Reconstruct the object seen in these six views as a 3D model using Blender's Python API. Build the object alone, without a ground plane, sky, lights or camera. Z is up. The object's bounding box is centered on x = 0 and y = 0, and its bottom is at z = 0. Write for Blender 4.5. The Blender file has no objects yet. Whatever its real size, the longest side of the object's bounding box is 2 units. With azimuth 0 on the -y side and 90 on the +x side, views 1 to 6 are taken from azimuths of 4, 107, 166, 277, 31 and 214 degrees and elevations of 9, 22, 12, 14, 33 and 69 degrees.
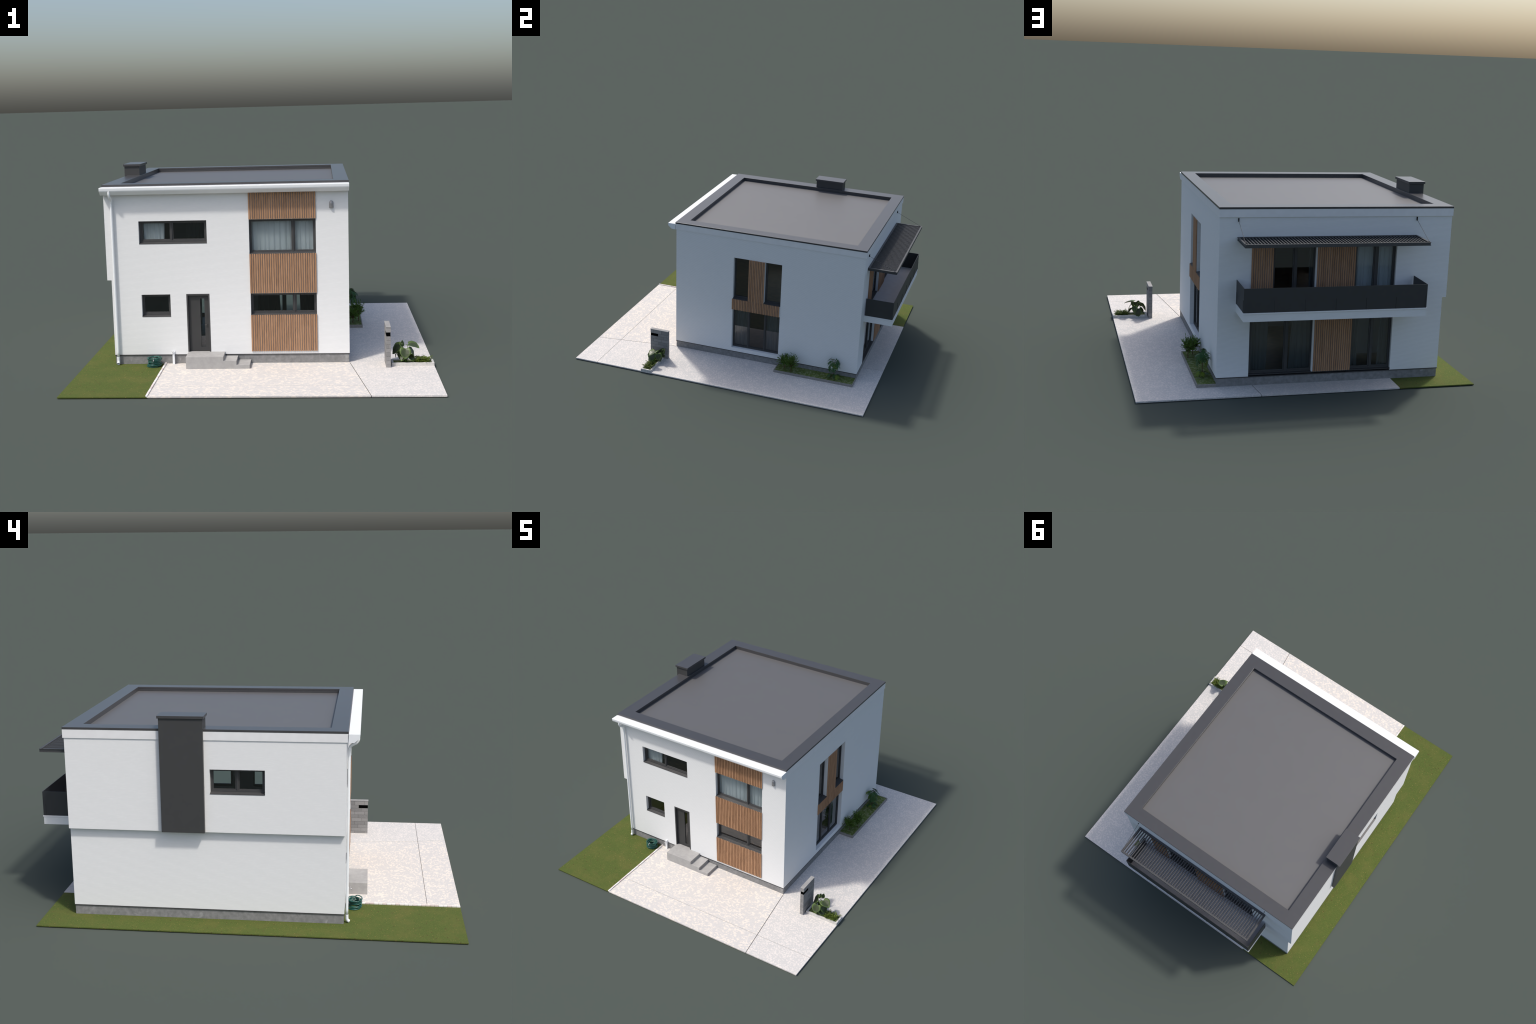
import bpy, bmesh, math, random
from mathutils import Vector, Matrix, Euler, noise

random.seed(7)
R = random.Random(11)
TAU = math.tau

RIB = 0.00445        # height of one plaster rib
# ------------------------------------------------------------------ materials
class Nodes:
    """small helper around a material's node tree"""
    def __init__(self, name):
        self.m = bpy.data.materials.new(name)
        self.m.use_nodes = True
        self.t = self.m.node_tree
        self.b = self.t.nodes["Principled BSDF"]
        self.out = self.t.nodes["Material Output"]
        self._co = None

    def n(self, kind, **kw):
        x = self.t.nodes.new("ShaderNode" + kind)
        for k, v in kw.items():
            setattr(x, k, v)
        return x

    def link(self, a, b):
        self.t.links.new(a, b)

    def put(self, sock, v):
        if hasattr(v, "links") or isinstance(v, bpy.types.NodeSocket):
            self.link(v, sock)
        else:
            sock.default_value = v

    @property
    def co(self):
        if self._co is None:
            self._co = self.n("TexCoord")
        return self._co.outputs["Object"]

    def scaled(self, s, loc=(0, 0, 0), vec=None):
        x = self.n("Mapping")
        x.inputs["Scale"].default_value = s if isinstance(s, tuple) else (s, s, s)
        x.inputs["Location"].default_value = loc
        self.link(vec if vec is not None else self.co, x.inputs["Vector"])
        return x.outputs["Vector"]

    def noise(self, scale, detail=3, rough=0.5, dist=0.0, vec=None):
        x = self.n("TexNoise")
        x.inputs["Scale"].default_value = scale
        x.inputs["Detail"].default_value = detail
        x.inputs["Roughness"].default_value = rough
        x.inputs["Distortion"].default_value = dist
        self.link(vec if vec is not None else self.co, x.inputs["Vector"])
        return x.outputs["Fac"]

    def voronoi(self, scale, feature="F1", rnd=1.0, vec=None, out="Distance"):
        x = self.n("TexVoronoi", feature=feature)
        x.inputs["Scale"].default_value = scale
        x.inputs["Randomness"].default_value = rnd
        self.link(vec if vec is not None else self.co, x.inputs["Vector"])
        return x.outputs[out]

    def ramp(self, fac, *stops, interp="LINEAR"):
        x = self.n("ValToRGB")
        x.color_ramp.interpolation = interp
        e = x.color_ramp.elements
        while len(e) < len(stops):
            e.new(0.5)
        for el, (p, c) in zip(e, stops):
            el.position = p
            el.color = (c, c, c, 1) if isinstance(c, (int, float)) else (*c, 1)
        self.put(x.inputs["Fac"], fac)
        return x.outputs["Color"]

    def mix(self, fac, a, b, mode="MIX"):
        x = self.n("Mix", data_type="RGBA", blend_type=mode)
        self.put(x.inputs[0], fac)
        for s, v in ((x.inputs[6], a), (x.inputs[7], b)):
            self.put(s, (*v, 1) if isinstance(v, tuple) and len(v) == 3 else v)
        return x.outputs[2]

    def math(self, op, a, b=0.0, c=0.0):
        x = self.n("Math", operation=op)
        for s, v in zip(x.inputs, (a, b, c)):
            self.put(s, v)
        return x.outputs[0]

    def xyz(self, vec=None):
        x = self.n("SeparateXYZ")
        self.link(vec if vec is not None else self.co, x.inputs[0])
        return x.outputs

    def random(self):
        return self.n("ObjectInfo").outputs["Random"]

    def bump(self, height, strength=0.3, distance=0.001):
        x = self.n("Bump")
        x.inputs["Strength"].default_value = strength
        x.inputs["Distance"].default_value = distance
        self.put(x.inputs["Height"], height)
        self.link(x.outputs["Normal"], self.b.inputs["Normal"])

    def done(self, color, rough=0.6, metal=0.0, spec=0.5, **kw):
        self.put(self.b.inputs["Base Color"], (*color, 1) if isinstance(color, tuple) else color)
        self.put(self.b.inputs["Roughness"], rough)
        self.b.inputs["Metallic"].default_value = metal
        self.b.inputs["Specular IOR Level"].default_value = spec
        for k, v in kw.items():
            self.b.inputs[k].default_value = v
        return self.m


def translucent(N, color, amount):
    tr = N.n("BsdfTranslucent")
    N.put(tr.inputs["Color"], (*color, 1) if isinstance(color, tuple) else color)
    mx = N.n("MixShader")
    mx.inputs[0].default_value = amount
    N.link(N.b.outputs[0], mx.inputs[1])
    N.link(tr.outputs[0], mx.inputs[2])
    N.link(mx.outputs[0], N.out.inputs["Surface"])


def plaster(name, ribbed):
    N = Nodes(name)
    base = N.ramp(N.noise(420, 2), (0.3, (0.83, 0.835, 0.83)), (0.7, (0.87, 0.872, 0.87)))
    if ribbed:
        z = N.xyz()[2]
        s = N.math("SINE", N.math("MULTIPLY", z, TAU / RIB))
        depth = N.math("MULTIPLY", N.math("ADD", N.math("MULTIPLY", s, 0.5), 0.5), N.math("ADD", 0.55, N.noise(1.0, 2, vec=N.scaled((40, 40, 260)))))
        base = N.mix(N.ramp(depth, (0.15, 0.0), (1.0, 1.0)), base, ribbed)
    N.bump(N.noise(700, 2), 0.15, 0.0006)
    return N.done(base, 0.9, spec=0.25)


def painted(name, c, rough=0.45, metal=0.0, spec=0.5, var=0.06, scale=30):
    N = Nodes(name)
    lo = tuple(x * (1 - var) for x in c)
    hi = tuple(min(1, x * (1 + var)) for x in c)
    return N.done(N.ramp(N.noise(scale, 3), (0.35, lo), (0.65, hi)), rough, metal, spec)


def concrete(name, lo, hi, scale=60, spots=True, rough=0.9):
    N = Nodes(name)
    c = N.ramp(N.noise(scale, 6, 0.65), (0.32, lo), (0.68, hi))
    if spots:
        sp = N.ramp(N.noise(scale * 0.45, 3, 0.5, 0.6), (0.60, 0.0), (0.72, 0.75))
        c = N.mix(sp, c, tuple(min(1, x * 1.35) for x in hi))
    N.bump(N.noise(scale * 8, 3), 0.25, 0.0008)
    return N.done(c, rough, spec=0.3)


def paving(name, scale, light, dark, cut=0.53, edge=0.08, stretch=(1, 1, 1)):
    """cast slabs with pale worn blotches"""
    N = Nodes(name)
    v = N.scaled(stretch)
    blotch = N.noise(scale, 3, 0.55, 0.3, vec=v)
    big = N.noise(scale * 0.2, 2, vec=v)
    f = N.math("ADD", blotch, N.math("MULTIPLY", N.math("SUBTRACT", big, 0.5), 0.28))
    m = N.ramp(f, (cut - edge / 2, 0.0), (cut + edge / 2, 1.0))
    mid = N.ramp(N.noise(scale * 2.6, 3, 0.6, vec=v), (0.32, tuple(x * 0.95 for x in dark)), (0.68, tuple(min(1, x * 1.05) for x in dark)))
    c = N.mix(m, mid, light)
    N.bump(N.noise(scale * 5, 2), 0.15, 0.0006)
    return N.done(c, 0.92, spec=0.25)


def timber(name):
    N = Nodes(name)
    r = N.random()
    off = N.n("CombineXYZ")
    N.put(off.inputs[2], N.math("MULTIPLY", r, 37.0))
    add = N.n("VectorMath", operation="ADD")
    N.link(N.scaled((300, 300, 14)), add.inputs[0])
    N.link(off.outputs[0], add.inputs[1])
    g = N.noise(1.0, 5, 0.65, 0.6, vec=add.outputs[0])
    c = N.ramp(g, (0.30, (0.165, 0.088, 0.046)), (0.44, (0.335, 0.184, 0.100)), (0.57, (0.435, 0.242, 0.133)), (0.75, (0.55, 0.33, 0.195)))
    c = N.mix(0.3, c, N.ramp(r, (0.0, (0.285, 0.152, 0.083)), (0.5, (0.40, 0.222, 0.122)), (1.0, (0.51, 0.30, 0.174))))
    return N.done(c, 0.62, spec=0.3)


def glass_material():
    N = Nodes("tinted_glass")
    return N.done((0.74, 0.87, 0.91), 0.0, spec=0.5, **{"Transmission Weight": 1.0, "IOR": 1.45, "Coat Weight": 1.0, "Coat Roughness": 0.0, "Coat IOR": 1.5})


def inner_glass_material():
    N = Nodes("inner_glass_face")      # the room side of a pane lets light straight through
    return N.done((1.0, 1.0, 1.0), 0.0, spec=0.5, **{"Transmission Weight": 1.0, "IOR": 1.0})


def curtain_material(name, c):
    N = Nodes(name)
    m = N.done(c, 0.9, spec=0.1)
    translucent(N, c, 0.12)
    return m


def lawn_material(name, pale=None):
    """short turf: mixed greens, brown scuffs and scattered fallen yellow leaves"""
    N = Nodes(name)
    c = N.ramp(N.noise(420, 4, 0.75), (0.30, (0.050, 0.078, 0.016)), (0.5, (0.080, 0.108, 0.026)), (0.70, (0.118, 0.138, 0.036)))
    warm = N.ramp(N.noise(9, 4, 0.6), (0.45, 0.0), (0.70, 0.5))
    c = N.mix(warm, c, (0.128, 0.122, 0.036))
    brown = N.ramp(N.noise(38, 6, 0.8), (0.575, 0.0), (0.68, 0.7))
    c = N.mix(brown, c, (0.098, 0.070, 0.030))
    for scale, size, keep, col in ((105, 0.19, 0.82, (0.30, 0.19, 0.075)), (180, 0.24, 0.72, (0.17, 0.155, 0.042)), (60, 0.17, 0.84, (0.07, 0.032, 0.018))):
        v = N.noise(scale * 1.5, 2)
        near = N.math("LESS_THAN", N.math("ADD", N.voronoi(scale), N.math("MULTIPLY", N.math("SUBTRACT", v, 0.5), 0.25)), size)
        sel = N.math("GREATER_THAN", N.xyz(N.voronoi(scale, out="Color"))[0], keep)
        c = N.mix(N.math("MULTIPLY", N.math("MULTIPLY", near, sel), 0.8), c, col)
    if pale:
        c = N.mix(0.5, c, (0.10, 0.155, 0.032))
        c = N.mix(N.ramp(N.noise(50, 5, 0.75), (0.47, 0.0), (0.64, 0.85)), c, pale)
    N.bump(N.noise(700, 3), 0.5, 0.002)
    return N.done(c, 0.95, spec=0.15)


def leaf_material(name, dark, light, rim, tr=0.2, veins=True, rough=0.4, odd=None):
    N = Nodes(name)
    p = N.xyz()
    c = N.ramp(N.noise(4, 3), (0.3, dark), (0.7, light))
    if veins:
        ax = N.math("ABSOLUTE", p[0])
        w = N.math("SINE", N.math("MULTIPLY", N.math("SUBTRACT", p[1], N.math("MULTIPLY", ax, 0.8)), 42.0))
        c = N.mix(N.ramp(w, (0.75, 0.0), (1.0, 0.45)), c, rim)
        rr = N.math("ADD", N.math("POWER", N.math("MULTIPLY", p[0], 1.0), 2.0), N.math("POWER", N.math("SUBTRACT", p[1], 0.42), 2.0))
        c = N.mix(N.ramp(rr, (0.125, 0.0), (0.205, 0.9)), c, rim)
    r = N.random()
    c = N.mix(N.math("MULTIPLY", r, 0.35), c, light)
    if odd:                            # some leaves are yellowing
        c = N.mix(N.math("MULTIPLY", N.math("GREATER_THAN", r, 0.66), 0.85), c, odd)
    m = N.done(c, rough, spec=0.4)
    translucent(N, c, tr)
    return m


def brick_material():
    N = Nodes("grey_stone")
    r = N.random()
    c = N.ramp(r, (0.0, (0.195, 0.193, 0.192)), (0.5, (0.25, 0.246, 0.243)), (1.0, (0.315, 0.309, 0.303)))
    c = N.mix(0.35, c, N.ramp(N.noise(170, 4, 0.7), (0.3, (0.16, 0.158, 0.155)), (0.7, (0.34, 0.333, 0.325))))
    N.bump(N.noise(300, 3), 0.3, 0.0008)
    return N.done(c, 0.9, spec=0.3)


def edging_material():
    N = Nodes("pale_kerb_stone")
    r = N.random()
    c = N.ramp(r, (0.0, (0.58, 0.48, 0.44)), (0.3, (0.74, 0.64, 0.60)), (0.7, (0.80, 0.76, 0.72)), (1.0, (0.84, 0.82, 0.80)))
    return N.done(N.mix(0.25, c, N.ramp(N.noise(200, 3), (0.3, (0.5, 0.47, 0.45)), (0.7, (0.75, 0.72, 0.7)))), 0.85, spec=0.3)


M = {
    "ribbed": plaster("ribbed_white_plaster", (0.70, 0.712, 0.708)),
    "smooth": plaster("smooth_white_plaster", None),
    "trim": painted("white_metal_trim", (0.80, 0.80, 0.80), 0.55, var=0.02),
    "gutter": painted("white_gutter_paint", (0.84, 0.865, 0.88), 0.4, var=0.01),
    "coping": painted("dark_coping_metal", (0.056, 0.056, 0.059), 0.30, spec=0.5, var=0.02),
    "membrane": painted("grey_roof_membrane", (0.107, 0.106, 0.107), 0.46, spec=0.5, var=0.012, scale=9),
    "frame": painted("anthracite_frame", (0.052, 0.052, 0.053), 0.5, var=0.05),
    "door": painted("anthracite_door", (0.042, 0.042, 0.042), 0.55, var=0.04),
    "rail": painted("anthracite_panel", (0.034, 0.036, 0.038), 0.5, var=0.05),
    "chimney": painted("anthracite_chimney_cladding", (0.047, 0.0475, 0.048), 0.5, var=0.02),
    "louvre": painted("anthracite_louvre", (0.055, 0.056, 0.058), 0.5, var=0.05),
    "plinth": concrete("plinth_concrete", (0.185, 0.185, 0.183), (0.275, 0.273, 0.27), 48),
    "step": concrete("step_concrete", (0.325, 0.32, 0.312), (0.40, 0.392, 0.382), 30, False),
    "mortar": painted("dark_mortar", (0.075, 0.073, 0.07), 0.95),
    "capstone": concrete("grey_cap_stone", (0.27, 0.265, 0.26), (0.34, 0.335, 0.325), 60, False),
    "kerb": concrete("cream_planter_stone", (0.50, 0.485, 0.46), (0.62, 0.605, 0.575), 60, True),
    "bedframe": concrete("grey_bed_border", (0.22, 0.21, 0.195), (0.30, 0.285, 0.265), 160, True),
    "deck": concrete("balcony_deck", (0.47, 0.465, 0.47), (0.52, 0.515, 0.52), 30, False, 0.8),
    "pave_big": paving("mottled_paving", 82, (0.725, 0.665, 0.595), (0.575, 0.552, 0.530), 0.552, 0.09, (0.8, 1.15, 1)),
    "pave_fine": paving("speckled_paving", 108, (0.695, 0.650, 0.61), (0.560, 0.544, 0.525), 0.538, 0.10),
    "pave_plain": paving("plain_paving", 108, (0.66, 0.61, 0.57), (0.56, 0.535, 0.51), 0.545, 0.12),
    "bedding": painted("dark_joint_sand", (0.06, 0.05, 0.042), 0.95),
    "lawn": lawn_material("lawn_turf"),
    "bedgreen": lawn_material("bed_turf", (0.27, 0.29, 0.17)),
    "soil": painted("dark_soil", (0.035, 0.032, 0.016), 0.95, var=0.5, scale=200),
    "gap_shade": painted("painted_gap_shade", (0.40, 0.39, 0.385), 0.9, spec=0.2),  # white wall seen between slats, painted grey to deepen the slats' shadow
    "timber": timber("cladding_timber"),
    "glass": glass_material(),
    "inner_glass": inner_glass_material(),
    "cloth": curtain_material("white_curtain_cloth", (0.90, 0.91, 0.91)),
    "greycloth": curtain_material("grey_curtain_cloth", (0.17, 0.18, 0.18)),
    "floor": painted("oak_floor", (0.20, 0.12, 0.06), 0.5, var=0.15),
    "black": painted("black_box", (0.0006, 0.0006, 0.0006), 0.9, spec=0.05),
    "steel": painted("brushed_steel", (0.55, 0.55, 0.56), 0.3, metal=0.9, var=0.03),
    "rod": painted("dark_stay_metal", (0.075, 0.072, 0.07), 0.4),
    "lampgrey": painted("grey_lamp_metal", (0.36, 0.36, 0.37), 0.35, metal=0.3, var=0.03),
    "hose": painted("green_hose_rubber", (0.012, 0.088, 0.070), 0.32, var=0.15, scale=60),
    "strap": painted("grey_strap", (0.36, 0.34, 0.35), 0.6),
    "brick": brick_material(),
    "edging": edging_material(),
    "bigleaf": leaf_material("broad_leaf_green", (0.032, 0.046, 0.020), (0.054, 0.070, 0.034), (0.120, 0.195, 0.046), 0.10),
    "fernleaf": leaf_material("fern_green", (0.075, 0.125, 0.014), (0.14, 0.195, 0.028), (0.1, 0.2, 0.05), 0.25, False),
    "bushleaf": leaf_material("shrub_green", (0.075, 0.165, 0.020), (0.135, 0.26, 0.036), (0.1, 0.2, 0.05), 0.3, False),
    "palmleaf": leaf_material("split_leaf_green", (0.022, 0.088, 0.018), (0.030, 0.105, 0.018), (0.1, 0.2, 0.05), 0.2, False, odd=(0.17, 0.24, 0.014)),
    "bark": painted("brown_bark", (0.11, 0.06, 0.028), 0.85, var=0.3, scale=150),
}

# ------------------------------------------------------------------ building helpers
def link(o, parent=None):
    bpy.context.scene.collection.objects.link(o)
    if parent is not None:
        o.parent = parent
    return o


def empty(name, parent=None, label=None, category=None, loc=(0, 0, 0)):
    o = bpy.data.objects.new(name, None)
    o.empty_display_size = 0.05
    o.location = loc
    if label:
        o["label"], o["category"] = label, category
    return link(o, parent)


def mesh_from(verts, faces, name):
    me = bpy.data.meshes.new(name)
    me.from_pydata([tuple(v) for v in verts], [], faces)
    me.validate()
    me.update()
    return me


class Build:
    """collects boxes and lofts into one mesh"""
    def __init__(self):
        self.v, self.f = [], []

    def add(self, verts, faces):
        k = len(self.v)
        self.v += [tuple(p) for p in verts]
        self.f += [[i + k for i in f] for f in faces]
        return self

    def hexa(self, p):
        return self.add(p, [(0, 3, 2, 1), (4, 5, 6, 7), (0, 1, 5, 4), (1, 2, 6, 5), (2, 3, 7, 6), (3, 0, 4, 7)])

    def box(self, x0, x1, y0, y1, z0, z1):
        return self.hexa([(x0, y0, z0), (x1, y0, z0), (x1, y1, z0), (x0, y1, z0), (x0, y0, z1), (x1, y0, z1), (x1, y1, z1), (x0, y1, z1)])

    def prism(self, poly, z0, z1):
        n = len(poly)
        v = [(x, y, z0) for x, y in poly] + [(x, y, z1) for x, y in poly]
        f = [list(range(n))[::-1], list(range(n, 2 * n))] + [(i, (i + 1) % n, (i + 1) % n + n, i + n) for i in range(n)]
        return self.add(v, f)

    def ring(self, o, i, z0, z1):
        """rectangular ring, o and i = (x0, x1, y0, y1)"""
        P = lambda r, z: [(r[0], r[2], z), (r[1], r[2], z), (r[1], r[3], z), (r[0], r[3], z)]
        v = P(o, z0) + P(i, z0) + P(o, z1) + P(i, z1)
        f = []
        for k in range(4):
            m = (k + 1) % 4
            f += [(k, m, m + 8, k + 8), (m + 4, k + 4, k + 12, m + 12), (k + 8, m + 8, m + 12, k + 12), (m, k, k + 4, m + 4)]
        return self.add(v, f)

    def obj(self, name, mat, parent=None, bevel=0.0, smooth=False, origin=None):
        me = mesh_from(self.v, self.f, name)
        b = bmesh.new()
        b.from_mesh(me)
        bmesh.ops.recalc_face_normals(b, faces=b.faces)
        if origin is not None:
            bmesh.ops.translate(b, verts=b.verts, vec=-Vector(origin))
        b.to_mesh(me)
        b.free()
        me.materials.append(M[mat])
        o = link(bpy.data.objects.new(name, me), parent)
        if origin is not None:
            o.location = origin
        if smooth:
            me.shade_smooth()
        if bevel:
            md = o.modifiers.new("Bevel", "BEVEL")
            md.width, md.segments, md.limit_method, md.angle_limit = bevel, 2, "ANGLE", 0.6
            md.harden_normals = False
        return o


def cells(rects_out, holes, extra=()):
    """grid lines, and whether each cell is solid, for a rectangle with rectangular holes"""
    us = sorted({rects_out[0], rects_out[1], *[h[0] for h in holes], *[h[1] for h in holes]})
    vs = sorted({rects_out[2], rects_out[3], *[h[2] for h in holes], *[h[3] for h in holes]})
    us = [u for u in us if rects_out[0] - 1e-9 <= u <= rects_out[1] + 1e-9]
    vs = [v for v in vs if rects_out[2] - 1e-9 <= v <= rects_out[3] + 1e-9]
    def solid(i, j):
        if i < 0 or j < 0 or i >= len(us) - 1 or j >= len(vs) - 1:
            return False
        cu, cv = (us[i] + us[i + 1]) / 2, (vs[j] + vs[j + 1]) / 2
        return not any(h[0] < cu < h[1] and h[2] < cv < h[3] for h in holes)
    return us, vs, solid


def panel(B, P, rect, holes, d_front, d_back, caps=True):
    """slab between two depths with rectangular holes; P maps (along, height, outward) to world"""
    us, vs, solid = cells(rect, holes)
    idx = {}
    def vert(i, j, d):
        k = (i, j, d)
        if k not in idx:
            idx[k] = len(B.v)
            B.v.append(tuple(P(us[i], vs[j], d)))
        return idx[k]
    for i in range(len(us) - 1):
        for j in range(len(vs) - 1):
            if not solid(i, j):
                continue
            q = [(i, j), (i + 1, j), (i + 1, j + 1), (i, j + 1)]
            B.f.append([vert(*c, d_front) for c in q])
            B.f.append([vert(*c, d_back) for c in q[::-1]])
            for (a, b), (di, dj) in zip(((0, 1), (1, 2), (2, 3), (3, 0)), ((0, -1), (1, 0), (0, 1), (-1, 0))):
                if solid(i + di, j + dj):
                    continue
                edge = i + di < 0 or j + dj < 0 or i + di >= len(us) - 1 or j + dj >= len(vs) - 1
                if edge and not caps:
                    continue
                B.f.append([vert(*q[a], d_front), vert(*q[a], d_back), vert(*q[b], d_back), vert(*q[b], d_front)])


def bx(B, P, a0, a1, z0, z1, d0, d1):
    B.hexa([P(a0, z0, d0), P(a1, z0, d0), P(a1, z0, d1), P(a0, z0, d1), P(a0, z1, d0), P(a1, z1, d0), P(a1, z1, d1), P(a0, z1, d1)])


def tube(B, path, r, n=8, cap=True):
    """swept circle; r is a number or a list"""
    path = [Vector(p) for p in path]
    rs = r if isinstance(r, (list, tuple)) else [r] * len(path)
    k = len(B.v)
    t = (path[1] - path[0]).normalized()
    u = t.orthogonal().normalized()
    for i, p in enumerate(path):
        t = (path[min(i + 1, len(path) - 1)] - path[max(i - 1, 0)]).normalized()
        u = (u - t * u.dot(t)).normalized()
        w = t.cross(u)
        for j in range(n):
            a = TAU * j / n
            B.v.append(tuple(p + (u * math.cos(a) + w * math.sin(a)) * rs[i]))
    for i in range(len(path) - 1):
        for j in range(n):
            a, b = k + i * n + j, k + i * n + (j + 1) % n
            B.f.append([a, b, b + n, a + n])
    if cap:
        B.f.append([k + j for j in range(n)][::-1])
        B.f.append([k + (len(path) - 1) * n + j for j in range(n)])


def smooth_path(pts, n=6):
    """Catmull-Rom through the points"""
    p = [Vector(q) for q in pts]
    p = [2 * p[0] - p[1]] + p + [2 * p[-1] - p[-2]]
    out = []
    for i in range(1, len(p) - 2):
        for s in range(n):
            t = s / n
            a, b, c, d = p[i - 1], p[i], p[i + 1], p[i + 2]
            out.append(0.5 * ((2 * b) + (c - a) * t + (2 * a - 5 * b + 4 * c - d) * t * t + (3 * b - a - 3 * c + d) * t ** 3))
    out.append(p[-2])
    return out


# ------------------------------------------------------------------ main sizes
XL, XR, YF, YB = -0.7375, 0.4595, -0.4545, 0.8125      # house faces (upper storey)
XL_LOW = -0.7160                                        # the lower storey stands back on one side
Z_JET = 0.4360                                          # underside of that overhang
Z_BASE, Z_EAVES = 0.0550, 0.8800
T = 0.045                                               # wall thickness
PF = lambda a, z, d: Vector((a, YF - d, z))             # street face
PR = lambda a, z, d: Vector((XR + d, a, z))
PB = lambda a, z, d: Vector((a, YB + d, z))             # garden face
PL = lambda a, z, d: Vector((XL - d, a, z))

house = empty("modern_house", label="white flat-roofed two-storey house with timber slat cladding", category="house", loc=(0, 0, 0))

# window openings: (along0, along1, z0, z1)
F1, F2 = (-0.5692, -0.2327, 0.6150, 0.7288), (-0.5690, -0.4246, 0.2480, 0.3612)
F3, F4 = (-0.0247, 0.3014, 0.5570, 0.7286), (-0.0246, 0.3014, 0.2510, 0.3612)
FD = (-0.3448, -0.2290, 0.0570, 0.3625)
R1, R2, R3 = (-0.0512, 0.0546, 0.4380, 0.7290), (0.1624, 0.2768, 0.4380, 0.7290), (-0.0520, 0.2765, 0.0800, 0.3634)
B1, B2 = (-0.0288, 0.2972, 0.0656, 0.3634), (-0.4518, -0.2315, 0.0656, 0.3634)
BSTEP = (-0.4518, 0.2972, Z_BASE, 0.0656)              # recess under both patio doors
B3, B4 = (-0.0288, 0.1880, 0.4370, 0.7286), (-0.4515, -0.2330, 0.4370, 0.7286)
L1 = (-0.0960, 0.1523, 0.6150, 0.7292)

# ------------------------------------------------------------------ walls
w = Build()
panel(w, PF, (XL, XR, Z_BASE, Z_EAVES), [F1, F2, F3, F4, FD, (XL, XL_LOW, Z_BASE, Z_JET)], 0, -T)
w.obj("outer_wall", "ribbed", house)
w = Build()
panel(w, PB, (XL, XR, Z_BASE, Z_EAVES), [B1, B2, B3, B4, BSTEP, (XL, XL_LOW, Z_BASE, Z_JET)], 0, -T)
w.obj("outer_wall", "ribbed", house)
w = Build()
panel(w, PR, (YF + T, YB - T, Z_BASE, Z_EAVES), [R1, R2, R3], 0, -T, caps=False)      # its corner strips are the ends of the other walls
w.obj("outer_wall", "ribbed", house)
w = Build()
panel(w, PL, (YF + T, YB - T, Z_JET, Z_EAVES), [L1], 0, -T)
w.obj("outer_wall", "ribbed", house)
w = Build()
panel(w, PL, (YF + T, YB - T, Z_BASE, Z_JET - 0.001), [], XL - XL_LOW, XL - XL_LOW - 0.03, caps=False)
w.obj("outer_wall", "ribbed", house)

# plinth and the dark drip line under the plaster
w = Build()
w.ring((XL_LOW + 0.0025, XR - 0.0025, YF + 0.0025, YB - 0.0025), (XL_LOW + 0.04, XR - 0.04, YF + 0.04, YB - 0.04), 0.001, 0.0502)
w.obj("plinth", "plinth", house)
w = Build()
w.ring((XL_LOW - 0.0008, XR + 0.0008, YF - 0.0008, YB + 0.0008), (XL_LOW + 0.03, XR - 0.03, YF + 0.03, YB - 0.03), 0.0506, 0.0546)
w.obj("drip_strip", "frame", house)

# floors and ceilings
w = Build().box(XL_LOW + 0.035, XR - 0.047, YF + 0.047, YB - 0.047, 0.0520, 0.0600)
w.obj("floor", "floor", house)
w = Build().box(XL + 0.046, XR - 0.046, YF + 0.046, YB - 0.046, 0.4060, 0.4130)
w.obj("floor", "floor", house)
w = Build().box(XL + 0.0455, XR - 0.0455, YF + 0.0455, YB - 0.0455, 0.3700, 0.4055)
w.obj("ceiling", "smooth", house)
w = Build().box(XL + 0.0455, XR - 0.0455, YF + 0.0455, YB - 0.0455, 0.7900, 0.8600)
w.obj("ceiling", "smooth", house)
w = Build().box(XL_LOW + 0.0350, -0.3490, 0.4350, 0.4450, 0.0655, 0.3698)
w.obj("inner_wall", "smooth", house)

# ------------------------------------------------------------------ roof
roof = empty("roof", house)
OUT = (-0.7415, 0.4632, -0.4612, 0.8185)
INN = (-0.6632, 0.3895, -0.3855, 0.7417)
w = Build().ring((OUT[0] + 0.0006, OUT[1] - 0.0006, OUT[2] + 0.0006, OUT[3] - 0.0006), (XL + 0.004, XR - 0.004, YF + 0.004, YB - 0.004), 0.8626, 0.9014)
w.obj("fascia", "trim", roof)
w = Build().ring(OUT, (INN[0], INN[1], INN[2], INN[3]), 0.9018, 0.9120)
w.obj("coping", "coping", roof, bevel=0.0006)
w = Build().ring((XL + 0.006, XR - 0.006, YF + 0.006, YB - 0.006), (INN[0] - 0.0008, INN[1] + 0.0008, INN[2] - 0.0008, INN[3] + 0.0008), 0.8605, 0.9016)
w.obj("upstand", "coping", roof)
w = Build().box(INN[0] - 0.004, INN[1] + 0.004, INN[2] - 0.004, INN[3] + 0.004, 0.8700, 0.8882)
w.obj("roof_membrane", "membrane", roof)

# chimney
chimney = empty("chimney", house)
w = Build().box(-0.7577, -0.6740, 0.1765, 0.3735, 0.4368, 0.9613)
w.obj("chimney_stack", "chimney", chimney, bevel=0.0005)
w = Build().box(-0.7628, -0.6669, 0.1702, 0.3795, 0.9613, 0.9736)
w.obj("chimney_cap", "coping", chimney, bevel=0.0006)

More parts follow.
